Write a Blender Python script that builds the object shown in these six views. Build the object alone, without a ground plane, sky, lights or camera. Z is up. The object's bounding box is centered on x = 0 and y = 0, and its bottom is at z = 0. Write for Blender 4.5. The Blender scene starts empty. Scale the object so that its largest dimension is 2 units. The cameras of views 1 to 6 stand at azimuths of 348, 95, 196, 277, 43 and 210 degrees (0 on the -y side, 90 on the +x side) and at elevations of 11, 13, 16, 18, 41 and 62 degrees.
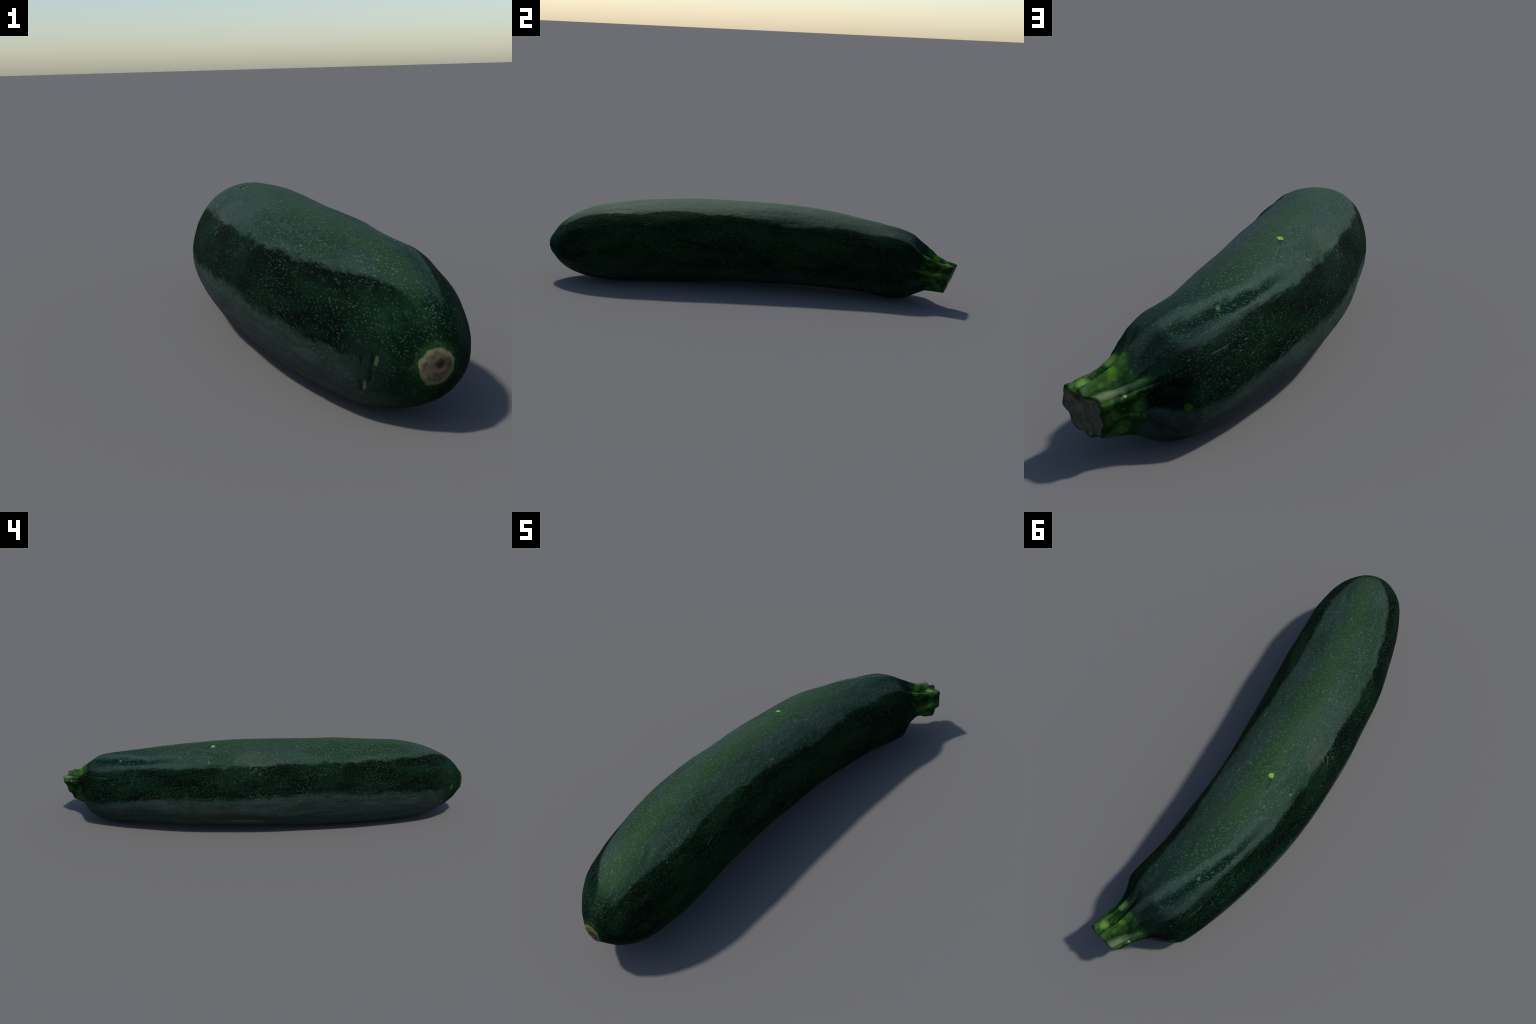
import bpy, math
import numpy as np
from mathutils import Vector, noise

# ------------------------------------------------------------------ outline
# Spine of the fruit, blossom end to stem end (metres).
SPINE = [(0.094, -1.0, 0.167), (0.0622, -0.7537, 0.1875), (0.0146, -0.5097, 0.2047),
         (-0.018, -0.2092, 0.2104), (-0.0288, 0.0887, 0.2096), (-0.0196, 0.3905, 0.1984),
         (0.0362, 0.632, 0.1759), (0.0985, 0.8214, 0.1607), (0.18, 0.99, 0.145)]

# Cross-sections: distance along the spine, and the radius toward
# east, upper east, top, upper west, west, lower west, bottom, lower east.
# The first CAP metres are multiplied by a round cap profile.
CAP = 0.30
SECTIONS = [
    (0.00, (0.156, 0.138, 0.126, 0.136, 0.145, 0.138, 0.153, 0.140)),
    (0.02, (0.156, 0.142, 0.134, 0.145, 0.149, 0.143, 0.153, 0.148)),
    (0.05, (0.167, 0.157, 0.155, 0.167, 0.166, 0.161, 0.166, 0.170)),
    (0.10, (0.172, 0.164, 0.163, 0.183, 0.174, 0.171, 0.175, 0.180)),
    (0.16, (0.173, 0.172, 0.168, 0.192, 0.179, 0.181, 0.181, 0.182)),
    (0.24, (0.178, 0.179, 0.177, 0.191, 0.183, 0.185, 0.186, 0.184)),
    (0.34, (0.195, 0.195, 0.187, 0.199, 0.193, 0.197, 0.195, 0.198)),
    (0.46, (0.210, 0.198, 0.194, 0.205, 0.200, 0.207, 0.205, 0.201)),
    (0.60, (0.214, 0.211, 0.200, 0.209, 0.211, 0.212, 0.211, 0.203)),
    (0.75, (0.212, 0.206, 0.205, 0.213, 0.211, 0.217, 0.209, 0.199)),
    (0.90, (0.208, 0.207, 0.205, 0.202, 0.212, 0.221, 0.201, 0.197)),
    (1.05, (0.202, 0.206, 0.206, 0.201, 0.211, 0.219, 0.198, 0.203)),
    (1.20, (0.194, 0.200, 0.204, 0.192, 0.208, 0.213, 0.194, 0.196)),
    (1.35, (0.195, 0.197, 0.198, 0.190, 0.195, 0.205, 0.188, 0.195)),
    (1.50, (0.188, 0.184, 0.189, 0.178, 0.185, 0.189, 0.178, 0.185)),
    (1.62, (0.171, 0.164, 0.181, 0.170, 0.177, 0.186, 0.171, 0.167)),
    (1.72, (0.158, 0.159, 0.172, 0.167, 0.176, 0.180, 0.168, 0.159)),
    (1.80, (0.149, 0.142, 0.155, 0.159, 0.166, 0.168, 0.152, 0.148)),
    (1.86, (0.118, 0.112, 0.127, 0.129, 0.142, 0.149, 0.126, 0.119)),
    (1.90, (0.099, 0.103, 0.109, 0.104, 0.109, 0.111, 0.104, 0.092)),
    (1.94, (0.087, 0.094, 0.085, 0.088, 0.090, 0.087, 0.094, 0.079)),
    (2.00, (0.075, 0.084, 0.070, 0.078, 0.068, 0.066, 0.076, 0.082)),
]
# Stem ribs: angle at the shoulder, angle at the cut (0 east, 90 up, 180 west),
# half width in degrees, height as a share of the radius.
RIBS = [(8, 4, 13, 0.36), (60, 54, 11, 0.34), (92, 93, 7, 0.42), (146, 138, 13, 0.42), (152, 153, 10, 0.36),
        (205, 200, 14, 0.14), (248, 246, 12, 0.36), (276, 278, 11, 0.34), (320, 316, 15, 0.34)]
CUT_POINT = np.array([0.164, 0.974, 0.147])       # middle of the cut stem face
CUT_NORMAL = np.array([0.27, 0.91, -0.32])
CUT_NORMAL /= np.linalg.norm(CUT_NORMAL)

NECK = 1.872                                       # where fruit turns into stem
SCAR = 0.0145                                      # blossom scar along the spine
AROUND = 420


def natural_spline(points, n):
    p = np.array(points, float)
    m = len(p)
    a = np.zeros((m, m)); b = np.zeros_like(p); a[0, 0] = a[-1, -1] = 1
    for i in range(1, m - 1):
        a[i, i - 1:i + 2] = (1, 4, 1)
        b[i] = 6 * (p[i - 1] - 2 * p[i] + p[i + 1])
    k = np.linalg.solve(a, b)
    t = np.linspace(0, m - 1, n); i = np.minimum(t.astype(int), m - 2); f = (t - i)[:, None]
    return (1 - f) * p[i] + f * p[i + 1] + (((1 - f) ** 3 - (1 - f)) * k[i] + (f ** 3 - f) * k[i + 1]) / 6


def smooth_columns(x, xs, ys):
    """Monotone cubic interpolation of the columns of ys."""
    xs = np.array(xs); ys = np.array(ys, float)
    h = np.diff(xs)[:, None]; d = np.diff(ys, axis=0) / h
    m = np.zeros_like(ys); m[0], m[-1] = d[0], d[-1]
    w1 = 2 * h[1:] + h[:-1]; w2 = h[1:] + 2 * h[:-1]
    same = d[:-1] * d[1:] > 0
    safe = np.where(same, d[:-1], 1), np.where(same, d[1:], 1)
    m[1:-1] = np.where(same, (w1 + w2) / (w1 / safe[0] + w2 / safe[1]), 0)
    i = np.clip(np.searchsorted(xs, x, side="right") - 1, 0, len(xs) - 2)
    hh = (xs[i + 1] - xs[i])[:, None]; t = ((x - xs[i])[:, None]) / hh
    t = np.clip(t, 0, 1.2)
    return ((2 * t**3 - 3 * t**2 + 1) * ys[i] + (t**3 - 2 * t**2 + t) * hh * m[i]
            + (-2 * t**3 + 3 * t**2) * ys[i + 1] + (t**3 - t**2) * hh * m[i + 1])


def step(a, b, x):
    t = np.clip((x - a) / (b - a), 0, 1)
    return t * t * (3 - 2 * t)


def turn(a, b):
    return (a - b + math.pi) % (2 * math.pi) - math.pi


curve = natural_spline(SPINE, 3000)
run = np.r_[0, np.cumsum(np.linalg.norm(np.diff(curve, axis=0), axis=1))]
LENGTH = run[-1]


def spine_at(s):
    return np.stack([np.interp(s, run, curve[:, k]) for k in range(3)], -1)


def frame_at(s):
    t = spine_at(np.minimum(s + 0.01, LENGTH)) - spine_at(np.maximum(s - 0.01, 0))
    t /= np.linalg.norm(t, axis=-1)[..., None]
    x = np.cross(t, (0, 0, 1.0)); x /= np.linalg.norm(x, axis=-1)[..., None]
    return t, x, np.cross(x, t)


def smooth_radius(s, theta):
    """Radius on the grid s x theta, from the cross-section table."""
    eight = smooth_columns(s, [a for a, _ in SECTIONS], [b for _, b in SECTIONS])
    f = np.fft.rfft(eight, axis=1) / 8
    r = np.repeat(f[:, :1].real, len(theta), 1)
    for k in range(1, 5):
        z = f[:, k:k + 1] * np.exp(1j * k * theta)[None]
        r = r + (2 if k < 4 else 1) * z.real
    q = np.clip(s / CAP, 0, 1)
    return r * np.sqrt(np.clip(1 - (1 - q) ** 2, 0, 1))[:, None]


# ------------------------------------------------------------------ the one smooth surface
# ring positions: dense on the cap, even along the body, dense on the stem
cap = CAP * (1 - np.cos(np.linspace(0.02, math.pi / 2, 110)))
body = np.linspace(CAP, 1.78, 560)[1:]
neck = np.linspace(1.78, NECK, 60)[1:]
rings = np.r_[cap, body, neck]
theta = np.arange(AROUND) * 2 * math.pi / AROUND
STEM_RINGS = 110
# the stem rings end on the slanted cut: find for each direction where the cut plane lies
tc, xc, zc = frame_at(np.array([LENGTH - 0.03]))
end = np.full(AROUND, 1.99)
for _ in range(12):
    p = np.array([spine_at(end[j]) for j in range(AROUND)])
    t, x, z = frame_at(end)
    r = 0.066
    p = p + r * (x * np.cos(theta)[:, None] + z * np.sin(theta)[:, None])
    end = end - 0.7 * ((p - CUT_POINT) @ CUT_NORMAL) / (t @ CUT_NORMAL)
end = np.clip(end, NECK + 0.02, LENGTH - 0.001)

grid_s = np.concatenate([np.repeat(rings[:, None], AROUND, 1),
                         NECK + np.linspace(0, 1, STEM_RINGS + 1)[1:, None] * (end - NECK)[None]], 0)
NR = len(grid_s)

# radius: sections interpolated ring by ring (the stem rings vary around, so look up on a fine table)
table_s = np.linspace(0, LENGTH, 1600)
table = smooth_radius(table_s, theta)
# iron out the kinks between the stations of the long middle part
ds = table_s[1] - table_s[0]
kernel = np.exp(-0.5 * (np.arange(-90, 91) * ds / 0.045) ** 2); kernel /= kernel.sum()
padded = np.pad(table, ((90, 90), (0, 0)), mode="edge")
soft = np.stack([np.convolve(padded[:, j], kernel, mode="valid") for j in range(AROUND)], 1)
keep = (step(0.33, 0.45, table_s) * (1 - step(1.62, 1.74, table_s)))[:, None]
table = table * (1 - keep) + soft * keep
radius = np.zeros((NR, AROUND))
for j in range(AROUND):
    radius[:, j] = np.interp(grid_s[:, j], table_s, table[:, j])
q = np.clip(grid_s / CAP, 0, 1)
n_cap = len(cap)
radius[:n_cap] = smooth_radius(cap, theta)        # exact on the steep cap

# stem ribs carved between the crests
u = step(1.80, 1.895, grid_s)
along = np.clip((grid_s - 1.86) / (1.99 - 1.86), 0, 1)
crest = np.zeros_like(radius)
for a0, a1, w, h in RIBS:
    ang = np.radians(a0 + (a1 - a0) * along)
    d = np.degrees(turn(theta[None], ang))
    crest = np.maximum(crest, h * np.exp(-(d / w) ** 2))
radius *= 1 - u * (0.40 - crest) * (1 - 0.5 * step(0.6, 1.0, along))
# a faint continuation of the crests over the shoulder
shoulder = step(1.60, 1.80, grid_s) * (1 - step(1.80, 1.90, grid_s))
radius += 0.018 * shoulder * (crest - 0.15)
# slight flare just before the cut
radius *= 1 + 0.05 * step(0.6, 0.95, (grid_s - NECK) / np.maximum(end[None] - NECK, 1e-4)) * (grid_s > NECK)

T, X, Z = frame_at(grid_s.ravel())
C = spine_at(grid_s.ravel())
ct = np.tile(np.cos(theta), NR)[:, None]; sn = np.tile(np.sin(theta), NR)[:, None]
outward = X * ct + Z * sn
place = C + outward * radius.ravel()[:, None]


def bumps(p, scale, seed, stretch=1.0):
    off = Vector((seed * 7.3, seed * 3.1, seed * 5.7))
    out = np.empty(len(p))
    for i, (a, b, c) in enumerate((p * np.array([scale, scale * stretch, scale])).tolist()):
        out[i] = noise.noise(Vector((a, b, c)) + off)
    return out


deg = np.tile(np.degrees(theta), NR)
s_flat = grid_s.ravel()
fruit = 1 - step(1.80, 1.88, s_flat)
tip = step(0.0, 0.10, s_flat)
relief = np.zeros(len(place))
relief += 0.0018 * bumps(place, 7, 1, 0.45) * fruit * tip
relief += 0.0018 * bumps(place, 22, 2, 0.25) * fruit * tip          # long shallow furrows
relief += 0.0006 * bumps(place, 70, 3, 0.5) * fruit * tip           # fine skin grain
# wrinkled strip along the lower border of the dark west stripe
strip = np.exp(-((deg - 184) / 7) ** 2) * fruit * tip
relief += 0.0012 * strip * bumps(place, 60, 4, 0.4)
# two low ridges with a furrow between on the upper west shoulder
for centre, wide, tall in ((116 - 18 * step(1.50, 1.82, s_flat), 7, 0.004), (133, 6, 0.004), (124 - 7 * step(1.5, 1.82, s_flat), 5, -0.004)):
    relief += tall * np.exp(-((deg - centre) / wide) ** 2) * step(1.42, 1.6, s_flat) * (1 - step(1.78, 1.86, s_flat))
# lumps on the stem ribs
stem_zone = step(1.86, 1.90, s_flat)
relief += stem_zone * (0.0032 * bumps(place, 26, 5, 0.6) + 0.0026 * bumps(place, 70, 6, 0.5))


def groove(ax, bx, wide, deep):
    """A cut in the skin from one (s, degrees) to another."""
    global relief
    mid = spine_at(np.array([(ax[0] + bx[0]) / 2]))
    def pt(a):
        t, x, z = frame_at(np.array([a[0]])); g = math.radians(a[1])
        r = smooth_radius(np.array([a[0]]), np.array([g]))[0, 0]
        return (spine_at(np.array([a[0]])) + r * (x * math.cos(g) + z * math.sin(g)))[0]
    a, b = pt(ax), pt(bx)
    ab = b - a
    f = np.clip(((place - a) @ ab) / (ab @ ab), 0, 1)
    d = np.linalg.norm(place - a - f[:, None] * ab, axis=1)
    taper = np.sqrt(np.clip(np.sin(np.clip(f, 0.03, 0.97) * math.pi), 0, 1))
    relief -= deep * taper * np.exp(-(d / (wide * (0.4 + 0.6 * taper))) ** 2)


def pit(s, g, wide, deep):
    groove((s, g), (s + 0.002, g), wide, deep)


groove((0.103, 180), (0.137, 220), 0.0045, 0.010)   # two slashes beside the blossom end
groove((0.076, 174), (0.103, 210), 0.0045, 0.008)
groove((0.139, 164), (0.148, 174), 0.0035, 0.004)
groove((1.19, 100), (1.245, 105), 0.008, 0.004)     # dent beside the pale spot
pit(1.188, 102, 0.012, 0.002)
pit(1.195, 132, 0.006, 0.005)
pit(0.412, 135, 0.005, 0.004)
pit(0.319, 133, 0.005, 0.004)
groove((0.30, 62), (0.44, 60), 0.016, 0.002)        # shallow dints of the upper side
groove((0.26, 70), (0.34, 78), 0.012, 0.0015)
groove((1.02, 63), (1.09, 58), 0.008, 0.0012)

# blossom scar: low raised rim and a hole in the middle
from_tip = np.linalg.norm(place - C[0], axis=1)
tip_zone = s_flat < 0.05
hole = np.where(tip_zone, np.exp(-(from_tip / 0.010) ** 2), 0)
rim = np.where(tip_zone, np.exp(-((from_tip - 0.040) / 0.008) ** 2), 0)
place = place + outward * relief[:, None]
place = place + T * (0.008 * hole)[:, None] - T * (0.0022 * rim * (1 + bumps(place, 90, 8)))[:, None]

# rounded rim at the cut
grid = place.reshape(NR, AROUND, 3)
centre_cut = grid[-1].mean(0)
for back, pull in ((2, 0.012), (1, 0.035), (0, 0.085)):
    grid[-1 - back] += (centre_cut - grid[-1 - back]) * pull
# let the last ring lie in the cut plane, with a slightly ragged edge
last = grid[-1]
off = ((last - CUT_POINT) @ CUT_NORMAL)
grid[-1] = last - off[:, None] * CUT_NORMAL * 0.9 + 0.0018 * bumps(last, 60, 9)[:, None] * CUT_NORMAL

tip_point = (C[0] + T[0] * 0.006)[None]

# cut face: rings shrinking to the middle, a little hollow and fibrous
CUT_RINGS = 40
rim_ring = grid[-1].copy(); mid = rim_ring.mean(0)
cut = []
for k in range(1, CUT_RINGS):
    f = k / CUT_RINGS
    ring = rim_ring + (mid - rim_ring) * f
    depth = -0.0035 * min(1, f * 6) + 0.0035 * bumps(ring, 30, 11) * min(1, f * 5) + 0.0012 * bumps(ring, 110, 12)
    away = np.linalg.norm(ring - (CUT_POINT + np.array([0.016, 0.0, 0.042])), axis=1)
    depth = depth - 0.010 * np.exp(-(away / 0.012) ** 2)
    cut.append(ring + depth[:, None] * CUT_NORMAL)
cut_mid = mid + CUT_NORMAL * -0.0035

# frame: lowest point on the ground, ends at y = -1 and +1
every = np.concatenate([grid.reshape(-1, 3), np.concatenate(cut), tip_point])
low, high = every.min(0), every.max(0)
print("raw box", low, high)
scale_y = 2.0 / (high[1] - low[1]); mid_y = (high[1] + low[1]) / 2


def fit(p):
    p = np.array(p, float)
    p[..., 1] = (p[..., 1] - mid_y) * scale_y
    p[..., 2] = np.maximum(p[..., 2], 0.0)          # it rests on the ground
    return p


grid = fit(grid); tip_point = fit(tip_point); cut = [fit(c) for c in cut]; cut_mid = fit(cut_mid)

skin_points = grid.reshape(-1, 3)


def snap(p):
    """Nearest point of the finished skin."""
    return tuple(skin_points[((skin_points - np.array(p)) ** 2).sum(1).argmin()].tolist())


# ------------------------------------------------------------------ meshes
def band_faces(a, b):
    j = np.arange(AROUND); k = (j + 1) % AROUND
    return np.stack([a * AROUND + j, a * AROUND + k, b * AROUND + k, b * AROUND + j], 1)


verts = np.concatenate([grid.reshape(-1, 3), tip_point])
tip_index = len(verts) - 1
quads = np.concatenate([band_faces(i, i + 1) for i in range(NR - 1)])
j = np.arange(AROUND)
fan = [(tip_index, (a + 1) % AROUND, a) for a in range(AROUND)]


def new_mesh(name, v, f):
    m = bpy.data.meshes.new(name)
    m.from_pydata([tuple(p) for p in v.tolist()], [], [tuple(x) for x in f])
    m.validate()
    for p in m.polygons:
        p.use_smooth = True
    m.update()
    return m


all_faces = [tuple(f) for f in quads.tolist()] + fan
whole = new_mesh("whole", verts, all_faces)
normals = np.zeros(len(verts) * 3); whole.vertex_normals.foreach_get("vector", normals)
normals = normals.reshape(-1, 3)
bpy.data.meshes.remove(whole)

ring_of = np.repeat(np.arange(NR - 1), AROUND)
scar_rings = int((rings < SCAR).sum())
neck_ring = len(rings) - 1


def region(name, faces):
    used = sorted({i for f in faces for i in f})
    where = {a: b for b, a in enumerate(used)}
    m = new_mesh(name, verts[used], [tuple(where[i] for i in f) for f in faces])
    m.normals_split_custom_set_from_vertices([tuple(n) for n in normals[used].tolist()])
    ob = bpy.data.objects.new(name, m)
    bpy.context.scene.collection.objects.link(ob)
    return ob


q_list = quads.tolist()
scar_ob = region("blossom_scar", fan + [tuple(f) for f, r in zip(q_list, ring_of) if r < scar_rings])
fruit_ob = region("fruit", [tuple(f) for f, r in zip(q_list, ring_of) if scar_rings <= r < neck_ring])
stem_ob = region("stem", [tuple(f) for f, r in zip(q_list, ring_of) if r >= neck_ring])

cv = np.concatenate([grid[-1]] + cut + [cut_mid[None]])
cf = [tuple(f) for k in range(CUT_RINGS - 1) for f in band_faces(k, k + 1).tolist()]
cf += [((CUT_RINGS - 1) * AROUND + a, (CUT_RINGS - 1) * AROUND + (a + 1) % AROUND, len(cv) - 1) for a in range(AROUND)]
cut_ob = bpy.data.objects.new("stem_cut_face", new_mesh("stem_cut_face", cv, cf))
bpy.context.scene.collection.objects.link(cut_ob)

# ------------------------------------------------------------------ materials
class Nodes:
    """Small helper for writing node graphs as expressions."""
    def __init__(self, name):
        self.mat = bpy.data.materials.new(name); self.mat.use_nodes = True
        self.tree = self.mat.node_tree; self.tree.nodes.clear()
        self.out = self.new("ShaderNodeOutputMaterial")
        self.bsdf = self.new("ShaderNodeBsdfPrincipled")
        self.link(self.bsdf.outputs[0], self.out.inputs[0])
        self.xyz = self.new("ShaderNodeTexCoord").outputs["Object"]

    def new(self, kind): return self.tree.nodes.new(kind)
    def link(self, a, b): self.tree.links.new(a, b)

    def put(self, socket, v):
        if isinstance(v, bpy.types.NodeSocket): self.link(v, socket)
        elif isinstance(v, tuple) and len(v) == 3 and socket.type == "RGBA": socket.default_value = (*v, 1)
        else: socket.default_value = v

    def math(self, op, a, b=0.0, c=0.0, clamp=False):
        n = self.new("ShaderNodeMath"); n.operation = op; n.use_clamp = clamp
        for s, v in zip(n.inputs, (a, b, c)): self.put(s, v)
        return n.outputs[0]

    def add(self, a, b): return self.math("ADD", a, b)
    def sub(self, a, b): return self.math("SUBTRACT", a, b)
    def mul(self, a, b): return self.math("MULTIPLY", a, b)
    def maxi(self, a, b): return self.math("MAXIMUM", a, b)
    def inv(self, a): return self.math("SUBTRACT", 1.0, a)

    def ramp(self, x, lo, hi, a=0.0, b=1.0):
        n = self.new("ShaderNodeMapRange"); n.interpolation_type = "SMOOTHSTEP"
        for k, v in (("Value", x), ("From Min", lo), ("From Max", hi), ("To Min", a), ("To Max", b)): self.put(n.inputs[k], v)
        return n.outputs[0]

    def split(self, v):
        n = self.new("ShaderNodeSeparateXYZ"); self.link(v, n.inputs[0]); return n.outputs

    def join(self, x, y, z):
        n = self.new("ShaderNodeCombineXYZ")
        for s, v in zip(n.inputs, (x, y, z)): self.put(s, v)
        return n.outputs[0]

    def scaled(self, v, k, shift=(0, 0, 0)):
        n = self.new("ShaderNodeMapping"); self.link(v, n.inputs[0])
        n.inputs["Scale"].default_value = k; n.inputs["Location"].default_value = shift
        return n.outputs[0]

    def noise(self, v, scale, detail=3.0, rough=0.55, distort=0.0):
        n = self.new("ShaderNodeTexNoise"); self.link(v, n.inputs["Vector"])
        n.inputs["Scale"].default_value = scale; n.inputs["Detail"].default_value = detail
        n.inputs["Roughness"].default_value = rough; n.inputs["Distortion"].default_value = distort
        return n.outputs[0]

    def cells(self, v, scale):
        n = self.new("ShaderNodeTexVoronoi"); self.link(v, n.inputs["Vector"])
        n.inputs["Scale"].default_value = scale
        return n.outputs["Distance"], n.outputs["Color"]

    def curve(self, x, points):
        """Piecewise smooth function of x (0..1) with values 0..1."""
        n = self.new("ShaderNodeFloatCurve"); c = n.mapping.curves[0]
        for i, (a, b) in enumerate(points):
            if i < 2: c.points[i].location = (a, b)
            else: c.points.new(a, b)
        n.mapping.update(); self.put(n.inputs["Value"], x)
        return n.outputs[0]

    def mix(self, f, a, b):
        n = self.new("ShaderNodeMix"); n.data_type = "RGBA"
        self.put(n.inputs["Factor"], f)
        cols = [s for s in n.inputs if s.type == "RGBA"]
        self.put(cols[0], a); self.put(cols[1], b)
        return [s for s in n.outputs if s.type == "RGBA"][0]

    def ball(self, p, size, squash=(1, 1, 1), on_skin=True):
        """1 inside a soft blob round p, 0 outside."""
        p = snap(p) if on_skin else p
        n = self.new("ShaderNodeVectorMath"); n.operation = "SUBTRACT"
        self.link(self.xyz, n.inputs[0]); n.inputs[1].default_value = p
        m = self.new("ShaderNodeVectorMath"); m.operation = "MULTIPLY"
        self.link(n.outputs[0], m.inputs[0]); m.inputs[1].default_value = squash
        l = self.new("ShaderNodeVectorMath"); l.operation = "LENGTH"; self.link(m.outputs[0], l.inputs[0])
        return self.math("DIVIDE", l.outputs["Value"], size)

    def line(self, a, b, size):
        """Distance to the segment a-b in units of size."""
        a = np.array(snap(a), float); b = np.array(snap(b), float); ab = b - a
        n = self.new("ShaderNodeVectorMath"); n.operation = "SUBTRACT"
        self.link(self.xyz, n.inputs[0]); n.inputs[1].default_value = a
        d = self.new("ShaderNodeVectorMath"); d.operation = "DOT_PRODUCT"
        self.link(n.outputs[0], d.inputs[0]); d.inputs[1].default_value = ab / (ab @ ab)
        f = self.math("MINIMUM", self.maxi(d.outputs["Value"], 0.0), 1.0)
        m = self.new("ShaderNodeVectorMath"); m.operation = "SCALE"
        m.inputs[0].default_value = ab; self.put(m.inputs["Scale"], f)
        e = self.new("ShaderNodeVectorMath"); e.operation = "SUBTRACT"
        self.link(n.outputs[0], e.inputs[0]); self.link(m.outputs[0], e.inputs[1])
        l = self.new("ShaderNodeVectorMath"); l.operation = "LENGTH"; self.link(e.outputs[0], l.inputs[0])
        return self.math("DIVIDE", l.outputs["Value"], size)


def fruit_material(name, with_stem_colour):
    g = Nodes(name)
    x, y, z = g.split(g.xyz)
    t = g.math("MULTIPLY_ADD", y, 0.5, 0.5)
    # unbend: offsets from the spine, and the angle round it (0 up, + east, - west)
    pts = spine_at(np.linspace(0, LENGTH, 15))
    pts = fit(pts)
    cx = g.sub(g.curve(t, [((p[1] + 1) / 2, p[0] + 0.5) for p in pts]), 0.5)
    cz = g.curve(t, [((p[1] + 1) / 2, p[2]) for p in pts])
    dx, dz = g.sub(x, cx), g.sub(z, cz)
    phi = g.mul(g.math("ARCTAN2", dx, dz), 180 / math.pi)
    straight = g.join(dx, y, dz)

    wob_big = g.sub(g.noise(g.scaled(straight, (7, 3.5, 7)), 1.0, 3), 0.5)
    wob_fine = g.sub(g.noise(g.scaled(straight, (60, 18, 60), (3, 1, 2)), 1.0, 4, 0.65), 0.5)
    wob = g.add(g.mul(wob_big, 16.0), g.mul(wob_fine, 14.0))
    ang = g.add(phi, wob)

    # borders of the long bands of baked-in reflection and shade, in degrees, as functions of the length
    def border(points):
        return g.sub(g.mul(g.curve(t, [((a + 1) / 2, (b + 180) / 360) for a, b in points]), 360.0), 180.0)
    west_top = border([(-1, -10), (-0.92, -14), (-0.86, -28), (-0.74, -42), (-0.43, -48), (0.0, -51), (0.2, -51), (0.45, -46), (0.7, -40), (1, -35)])
    west_low = border([(-1, -90), (-0.8, -94), (-0.4, -92), (0.0, -97), (0.4, -95), (0.8, -100), (1, -105)])
    east_top = border([(-1, 20), (-0.9, 27), (-0.75, 31), (-0.6, 38), (-0.4, 36), (-0.2, 38), (0.05, 44), (0.35, 45), (0.55, 36), (0.75, 27), (1, 20)])
    dark_w = g.mul(g.ramp(g.sub(west_top, ang), -2.5, 3.5), g.ramp(g.sub(ang, west_low), -4.0, 6.0))
    dark_e = g.mul(g.ramp(g.sub(ang, east_top), -2.0, 4.0), g.ramp(ang, 140.0, 105.0))
    pale_w = g.mul(g.ramp(g.sub(west_low, ang), -3.0, 5.0), g.ramp(ang, -160.0, -130.0))

    # upper side: bluish reflection baked into the colour, green mottling, a yellower streak along the crown
    mott = g.noise(g.scaled(straight, (13, 4, 13), (1, 5, 2)), 1.0, 4, 0.6)
    mott2 = g.noise(g.scaled(straight, (34, 6, 34), (7, 2, 4)), 1.0, 4, 0.6)
    col = g.mix(g.ramp(mott, 0.36, 0.64), (0.0072, 0.0200, 0.0105), (0.0165, 0.0305, 0.0265))
    col = g.mix(g.mul(g.ramp(mott2, 0.45, 0.75), 0.5), col, (0.0250, 0.0420, 0.0365))
    crown = g.mul(g.ramp(g.math("ABSOLUTE", g.add(ang, 4.0)), 24.0, 4.0), g.ramp(y, 0.75, 0.2))
    col = g.mix(g.mul(crown, 0.6), col, (0.0170, 0.0400, 0.0115))
    # duller, teal tone toward the stem end
    teal = g.mul(g.ramp(y, 0.35, 0.75), 0.8)
    col = g.mix(teal, col, (0.0065, 0.018, 0.0145))
    under = g.ramp(g.math("ABSOLUTE", phi), 125.0, 165.0)
    col = g.mix(under, col, (0.010, 0.020, 0.016))
    # west lower band: softbox reflection of the scan, painted as grey
    col = g.mix(pale_w, col, g.mix(g.ramp(mott2, 0.35, 0.7), (0.010, 0.018, 0.0165), (0.022, 0.032, 0.032)))
    # dark bands west and east: scan reflection and shade put into the colour
    deep = g.mix(g.ramp(g.noise(g.scaled(straight, (16, 5, 16), (4, 4, 1)), 1.0, 3), 0.38, 0.66), (0.0006, 0.0022, 0.0014), (0.0020, 0.0095, 0.0048))
    col = g.mix(g.mul(dark_w, 0.94), col, deep)
    col = g.mix(g.mul(dark_e, 0.88), col, g.mix(g.ramp(mott, 0.4, 0.65), (0.0008, 0.0050, 0.0014), (0.0036, 0.0165, 0.0042)))
    tipdark = g.ramp(g.add(y, g.mul(wob_fine, 0.05)), -0.86, -0.955)
    col = g.mix(g.mul(tipdark, 0.85), col, g.mix(g.ramp(mott, 0.4, 0.62), (0.0016, 0.008, 0.004), (0.006, 0.022, 0.010)))
    # pale streaks on the ridges of the stem-end shoulder, dark furrow between
    shoulder = g.mul(g.ramp(y, 0.30, 0.52), g.ramp(y, 0.88, 0.76))
    ridge_a = g.sub(ang, border([(-1, -27), (0.4, -27), (0.54, -24), (0.69, -17), (0.81, -11), (1, -8)]))
    ridge_b = g.add(ang, 43.0)
    furrow = g.sub(ang, border([(-1, -36), (0.5, -34), (0.7, -29), (0.82, -24), (1, -22)]))
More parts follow.
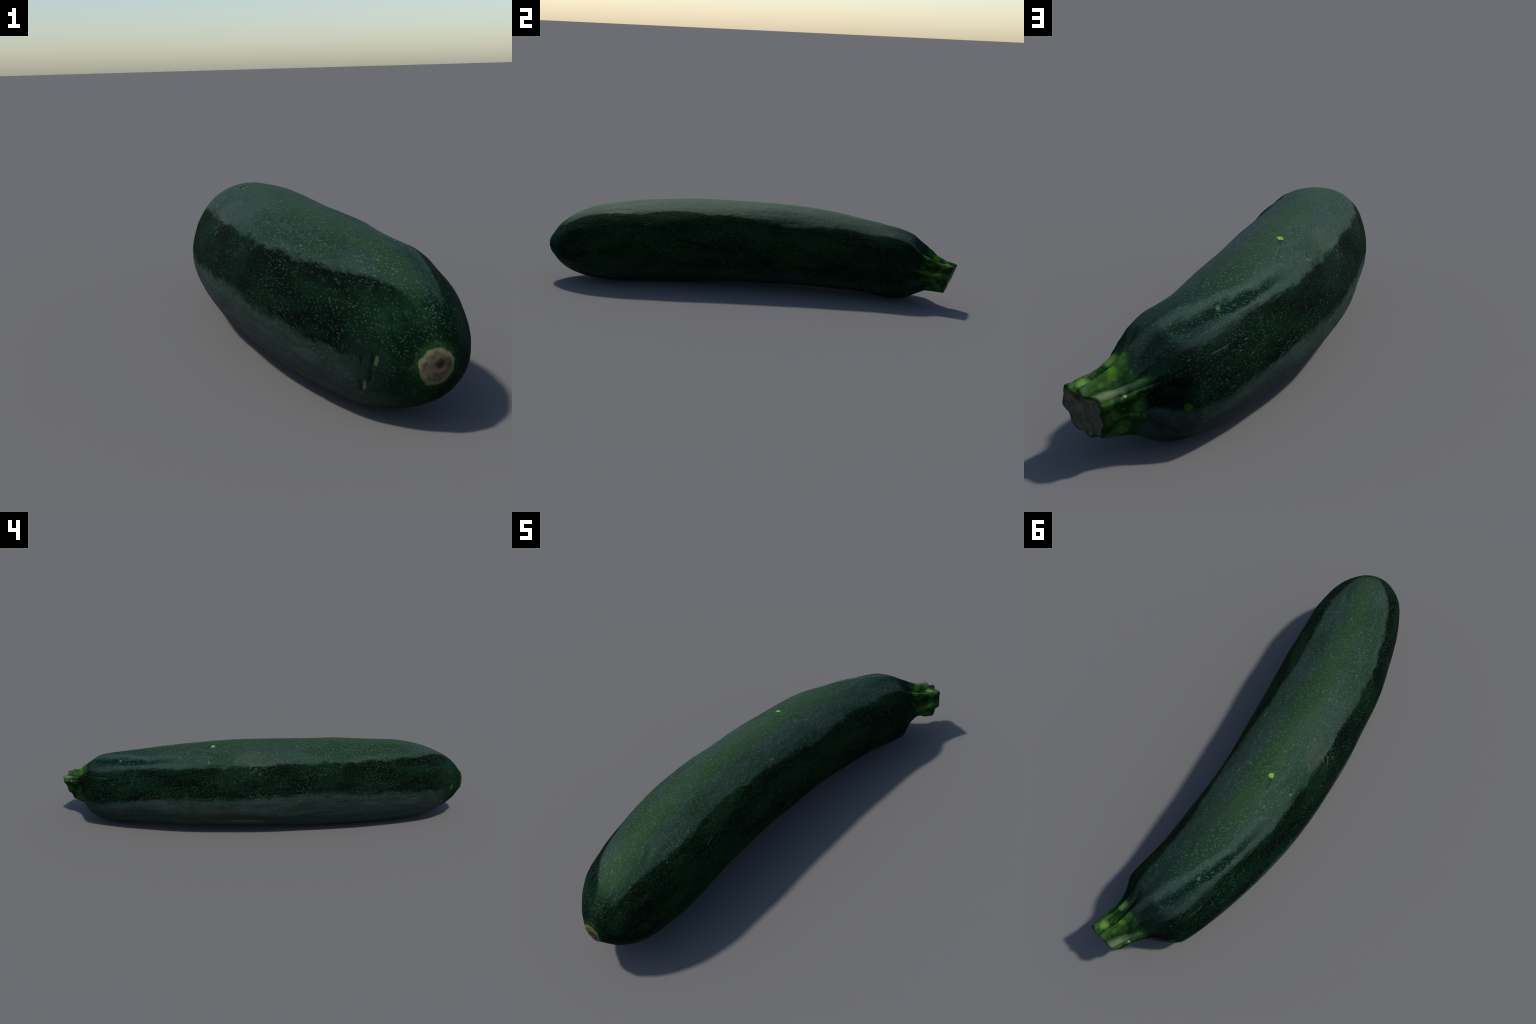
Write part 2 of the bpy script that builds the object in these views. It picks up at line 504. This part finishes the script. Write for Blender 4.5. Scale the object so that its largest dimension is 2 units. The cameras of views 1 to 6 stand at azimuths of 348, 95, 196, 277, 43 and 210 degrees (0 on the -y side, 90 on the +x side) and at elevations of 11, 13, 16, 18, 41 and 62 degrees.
    def band(d, wide): return g.mul(g.ramp(g.math("ABSOLUTE", d), wide, wide * 0.25), shoulder)
    col = g.mix(g.mul(band(furrow, 9.0), 0.9), col, (0.003, 0.011, 0.009))
    col = g.mix(g.mul(band(ridge_a, 8.0), 0.75), col, (0.029, 0.050, 0.045))
    col = g.mix(g.mul(band(ridge_b, 6.5), 0.65), col, (0.025, 0.043, 0.041))

    # pale flecks: fine ones everywhere, longer ones in rows toward the ends
    loose = g.scaled(straight, (1, 0.68, 1))
    jig = g.new("ShaderNodeTexNoise"); g.link(g.scaled(straight, (25, 12, 25)), jig.inputs["Vector"]); jig.inputs["Scale"].default_value = 1.0
    jigger = g.new("ShaderNodeVectorMath"); jigger.operation = "MULTIPLY_ADD"
    g.link(jig.outputs["Color"], jigger.inputs[0]); jigger.inputs[1].default_value = (0.008, 0.008, 0.008); g.link(loose, jigger.inputs[2])
    dist, rnd = g.cells(jigger.outputs[0], 205.0)
    pick = g.split(rnd)
    grow = g.ramp(pick[0], 0.0, 1.0, 0.20, 0.54)
    fleck = g.ramp(g.sub(grow, dist), 0.0, 0.22)
    dist2, rnd2 = g.cells(g.scaled(straight, (1, 0.33, 1), (0.3, 0.1, 0.7)), 80.0)
    pick2 = g.split(rnd2)
    fleck2 = g.mul(g.ramp(g.sub(g.ramp(pick2[1], 0.55, 1.0, 0.05, 0.26), dist2), 0.0, 0.10), g.ramp(pick2[1], 0.5, 0.6))
    patchy = g.ramp(g.noise(g.scaled(straight, (9, 4, 9), (9, 9, 9)), 1.0, 3), 0.32, 0.62, 0.45, 1.0)
    thin = g.ramp(g.noise(g.scaled(straight, (18, 6, 18), (2, 6, 5)), 1.0, 3), 0.35, 0.65)
    patchy = g.mul(patchy, g.math("MULTIPLY_ADD", g.mul(dark_w, g.inv(thin)), -0.6, 1.0))
    fl = g.mul(g.maxi(g.mul(fleck, 0.75), fleck2), patchy)
    fl = g.mul(fl, g.inv(g.mul(pale_w, 0.55)))
    fl = g.mul(fl, g.ramp(y, 0.55, 0.82, 1.0, 0.62))
    fl = g.mul(fl, g.inv(g.mul(under, 0.5)))
    fl = g.mul(fl, g.inv(g.mul(dark_e, 0.25)))
    fcol = g.mix(g.ramp(pick[1], 0.2, 0.9), (0.036, 0.088, 0.048), (0.080, 0.130, 0.092))
    fcol = g.mix(g.mul(g.maxi(dark_w, dark_e), 0.8), fcol, (0.030, 0.056, 0.038))
    col = g.mix(g.mul(fl, 0.85), col, fcol)

    # ---- single marks
    wn = g.noise(g.scaled(g.xyz, (90, 90, 90)), 1.0, 3)
    wnl = g.noise(g.scaled(g.xyz, (30, 30, 30)), 1.0, 3)
    ragged = g.mul(g.sub(wn, 0.5), 1.3)

    def mark(c, dist, edge, colour, amount=1.0):
        return g.mix(g.mul(g.ramp(g.add(dist, ragged), 1.0 + edge, 1.0 - edge), amount), c, colour)
    col = mark(col, g.ball((-0.0703, 0.185, 0.403), 0.0135), 0.25, (0.006, 0.020, 0.008), 0.8)
    col = mark(col, g.ball((-0.0703, 0.184, 0.403), 0.0100), 0.2, (0.15, 0.30, 0.050))
    col = mark(col, g.line((-0.069, 0.205, 0.403), (-0.078, 0.235, 0.40), 0.008), 0.6, (0.008, 0.026, 0.020), 0.8)
    col = mark(col, g.ball((-0.157, 0.186, 0.354), 0.006), 0.3, (0.010, 0.010, 0.007), 0.9)
    col = mark(col, g.ball((-0.160, 0.194, 0.352), 0.006), 0.4, (0.09, 0.085, 0.055), 0.8)
    for p in ((-0.108, -0.632, 0.343), (-0.080, -0.723, 0.337), (-0.092, -0.684, 0.342)):
        col = mark(col, g.ball(p, 0.0065), 0.5, (0.002, 0.008, 0.006), 0.85)
    col = mark(col, g.ball((-0.034, 0.829, 0.144), 0.011), 0.3, (0.020, 0.055, 0.010), 0.9)
    col = mark(col, g.ball((-0.050, 0.653, 0.335), 0.007), 0.5, (0.06, 0.12, 0.05), 0.8)
    col = mark(col, g.line((-0.056, 0.763, 0.246), (-0.079, 0.702, 0.247), 0.0014), 0.9, (0.055, 0.080, 0.065), 0.45)
    col = mark(col, g.line((0.187, -0.502, 0.311), (0.182, -0.47, 0.317), 0.0025), 0.9, (0.035, 0.07, 0.035), 0.6)
    col = mark(col, g.line((-0.194, 0.09, 0.073), (-0.195, 0.0, 0.072), 0.0036), 0.5, (0.075, 0.125, 0.018), 0.9)
    col = mark(col, g.line((-0.195, 0.0, 0.072), (-0.192, -0.06, 0.071), 0.0030), 0.5, (0.075, 0.125, 0.018), 0.8)
    # rubbed patch with short scratches on the west shoulder
    rub = g.ramp(g.add(g.ball((-0.168, 0.00, 0.352), 0.075, (1, 0.6, 1)), g.mul(g.sub(wnl, 0.5), 2.0)), 1.1, 0.2)
    col = g.mix(g.mul(g.mul(rub, 0.38), g.inv(g.mul(dark_w, 0.85))), col, (0.046, 0.058, 0.046))
    start = [(-0.157, 0.039, 0.366), (-0.182, -0.029, 0.334), (-0.198, -0.064, 0.295)]
    for k in range(14):
        f = k / 13.0 * 2; i = min(int(f), 1); f -= i
        a = np.array(start[i]) * (1 - f) + np.array(start[i + 1]) * f
        wig, wag, wug = math.sin(k * 2.3), math.cos(k * 4.1), math.sin(k * 7.7 + 1)
        a = a + np.array((0, 0.016 * wag, 0.008 * wig))
        b = a + np.array((-0.010 - 0.006 * wug, 0.010 + 0.012 * wug, -0.013 - 0.009 * wag)) * (0.6 + 0.4 * wig)
        col = mark(col, g.line(a, b, 0.0016 + 0.0006 * wug), 0.9, (0.055, 0.078, 0.046), 0.5 + 0.2 * wag)
    # slashes: dark lips with torn pale flesh
    for a, b in (((-0.047, -0.914, 0.175), (-0.033, -0.873, 0.089)), ((-0.030, -0.937, 0.185), (-0.028, -0.909, 0.116)), ((-0.068, -0.884, 0.217), (-0.073, -0.875, 0.197))):
        col = mark(col, g.line(a, b, 0.0042), 0.6, (0.002, 0.006, 0.004), 0.95)
    col = mark(col, g.line((-0.0225, -0.9425, 0.178), (-0.0245, -0.938, 0.163), 0.0045), 0.4, (0.085, 0.130, 0.035), 0.95)
    col = mark(col, g.line((-0.031, -0.898, 0.118), (-0.028, -0.886, 0.098), 0.0032), 0.5, (0.085, 0.125, 0.045), 0.9)
    # scuffed, less flecked skin round the slashes
    scuff = g.ramp(g.add(g.ball((-0.03, -0.91, 0.17), 0.075), g.mul(g.sub(wnl, 0.5), 0.8)), 1.1, 0.5)
    col = g.mix(g.mul(scuff, 0.5), col, (0.006, 0.014, 0.011))

    # blossom scar: corky tan disc, ragged rim, dark hole
    sd = g.add(g.ball((0.088, -0.995, 0.163), 0.0375, (1, 0.6, 0.95)), g.mul(g.sub(wnl, 0.5), 0.55))
    cork = g.mix(g.ramp(g.noise(g.scaled(g.xyz, (55, 55, 55), (2, 2, 2)), 1.0, 4), 0.35, 0.68), (0.060, 0.047, 0.028), (0.115, 0.096, 0.060))
    cork = g.mix(g.ramp(sd, 0.70, 0.95), cork, (0.135, 0.118, 0.066))
    green_rim = g.ramp(sd, 1.5, 1.05)
    col = g.mix(g.mul(green_rim, 0.5), col, (0.012, 0.045, 0.012))
    col = g.mix(g.ramp(sd, 1.06, 0.96), col, cork)
    hd = g.add(g.ball((0.094, -1.0, 0.167), 0.010), g.mul(g.sub(wn, 0.5), 1.2))
    col = g.mix(g.mul(g.ramp(hd, 1.5, 0.5), 0.85), col, (0.030, 0.020, 0.008))

    # stem: light green flesh, fibrous, dull at the shoulder
    if with_stem_colour:
        fib = g.noise(g.scaled(g.xyz, (55, 16, 55), (5, 3, 8)), 1.0, 4, 0.6)
        pat = g.noise(g.scaled(g.xyz, (30, 18, 30), (1, 8, 3)), 1.0, 3, 0.5)
        st = g.mix(g.ramp(pat, 0.38, 0.62), (0.004, 0.018, 0.0035), (0.022, 0.066, 0.012))
        st = g.mix(g.mul(g.ramp(fib, 0.52, 0.72), 0.7), st, (0.060, 0.115, 0.042))
        st = mark(st, g.line((0.070, 0.890, 0.232), (0.122, 0.958, 0.203), 0.014), 0.8, (0.003, 0.012, 0.004), 0.85)
        st = mark(st, g.line((0.078, 0.945, 0.110), (0.105, 0.980, 0.120), 0.028), 0.8, (0.003, 0.011, 0.003), 0.7)
        st = mark(st, g.line((0.120, 0.988, 0.198), (0.090, 0.945, 0.205), 0.014), 0.8, (0.125, 0.175, 0.090), 0.75)
        st = mark(st, g.line((0.090, 0.945, 0.205), (0.048, 0.905, 0.212), 0.009), 0.8, (0.035, 0.065, 0.035), 0.7)
        st = mark(st, g.line((0.108, 0.848, 0.252), (0.152, 0.938, 0.216), 0.005), 0.8, (0.045, 0.080, 0.040), 0.75)
        st = mark(st, g.line((0.152, 0.938, 0.216), (0.170, 0.978, 0.208), 0.006), 0.8, (0.060, 0.095, 0.050), 0.75)
        st = mark(st, g.ball((0.145, 0.897, 0.230), 0.016), 0.7, (0.090, 0.240, 0.018), 0.85)
        st = mark(st, g.ball((0.183, 0.946, 0.217), 0.014), 0.7, (0.120, 0.260, 0.040), 0.85)
        st = mark(st, g.ball((0.076, 0.947, 0.198), 0.0045), 0.3, (0.180, 0.260, 0.110), 0.9)
        st = mark(st, g.line((0.150, 0.845, 0.262), (0.165, 0.870, 0.252), 0.012), 0.7, (0.070, 0.160, 0.040), 0.8)
        # browned edge of the cut
        n = g.new("ShaderNodeVectorMath"); n.operation = "SUBTRACT"; g.link(g.xyz, n.inputs[0]); n.inputs[1].default_value = tuple(fit(CUT_POINT))
        d = g.new("ShaderNodeVectorMath"); d.operation = "DOT_PRODUCT"; g.link(n.outputs[0], d.inputs[0]); d.inputs[1].default_value = tuple(CUT_NORMAL)
        brown = g.mul(g.ramp(g.add(d.outputs["Value"], g.mul(g.sub(wnl, 0.5), 0.03)), -0.010, -0.002), 0.7)
        st = g.mix(brown, st, (0.018, 0.020, 0.010))
        # distance along the stem direction decides where green takes over
        reach = g.add(g.add(g.mul(y, 0.90), g.mul(x, 0.43)), g.mul(g.sub(wnl, 0.5), 0.030))
        k0 = NECK_REACH + 0.012
        col = g.mix(g.ramp(reach, k0 - 0.006, k0 + 0.022), col, st)

    g.put(g.bsdf.inputs["Base Color"], col)
    rough = g.add(0.62, g.mul(mott2, 0.12))
    if with_stem_colour:
        g.put(g.bsdf.inputs["Roughness"], rough)
    # paler skin shines, darker skin and the baked-in dark bands hardly
    low_gloss = g.maxi(g.maxi(g.maxi(dark_w, dark_e), tipdark), g.maxi(band(furrow, 9.0), g.ramp(y, 0.45, 0.85, 0.0, 0.7)))
    g.put(g.bsdf.inputs["Specular IOR Level"], g.ramp(low_gloss, 0.0, 1.0, 0.20, 0.02))
    g.bsdf.inputs["Specular Tint"].default_value = (0.46, 1.0, 0.54, 1)
    # fine skin texture
    b = g.new("ShaderNodeBump"); b.inputs["Strength"].default_value = 0.35; b.inputs["Distance"].default_value = 0.0015
    g.put(b.inputs["Height"], g.add(g.mul(fl, 0.5), g.noise(g.scaled(straight, (140, 50, 140)), 1.0, 3)))
    g.link(b.outputs[0], g.bsdf.inputs["Normal"])
    return g.mat


pn = fit(spine_at(np.array([NECK + 0.004])))[0]
NECK_REACH = float(0.90 * pn[1] + 0.43 * pn[0])
skin = fruit_material("zucchini_skin", True)


def cut_material():
    g = Nodes("cut_stem_flesh")
    n1 = g.noise(g.scaled(g.xyz, (70, 70, 25)), 1.0, 5, 0.65)
    n2 = g.noise(g.scaled(g.xyz, (22, 22, 22), (3, 1, 4)), 1.0, 3)
    col = g.mix(g.ramp(n1, 0.35, 0.68), (0.036, 0.038, 0.024), (0.086, 0.090, 0.062))
    col = g.mix(g.mul(g.ramp(n2, 0.45, 0.7), 0.5), col, (0.034, 0.038, 0.020))
    p = fit(CUT_POINT + np.array([0.016, 0.0, 0.042]))
    hole = g.add(g.ball(tuple(p), 0.016, (0.7, 1, 1.3), False), g.mul(g.sub(n1, 0.5), 1.0))
    col = g.mix(g.mul(g.ramp(hole, 1.3, 0.5), 0.85), col, (0.014, 0.018, 0.010))
    g.put(g.bsdf.inputs["Base Color"], col)
    g.bsdf.inputs["Roughness"].default_value = 0.7
    g.bsdf.inputs["Specular IOR Level"].default_value = 0.3
    b = g.new("ShaderNodeBump"); b.inputs["Strength"].default_value = 0.4; b.inputs["Distance"].default_value = 0.002
    g.put(b.inputs["Height"], n1); g.link(b.outputs[0], g.bsdf.inputs["Normal"])
    return g.mat


for ob in (fruit_ob, stem_ob, scar_ob):
    ob.data.materials.append(skin)
cut_ob.data.materials.append(cut_material())

thing = bpy.data.objects.new("zucchini", None)
bpy.context.scene.collection.objects.link(thing)
thing["label"] = "curved dark green zucchini with ribbed cut stem"
thing["category"] = "vegetable"
for ob in (fruit_ob, stem_ob, scar_ob):
    ob.parent = thing
cut_ob.parent = stem_ob
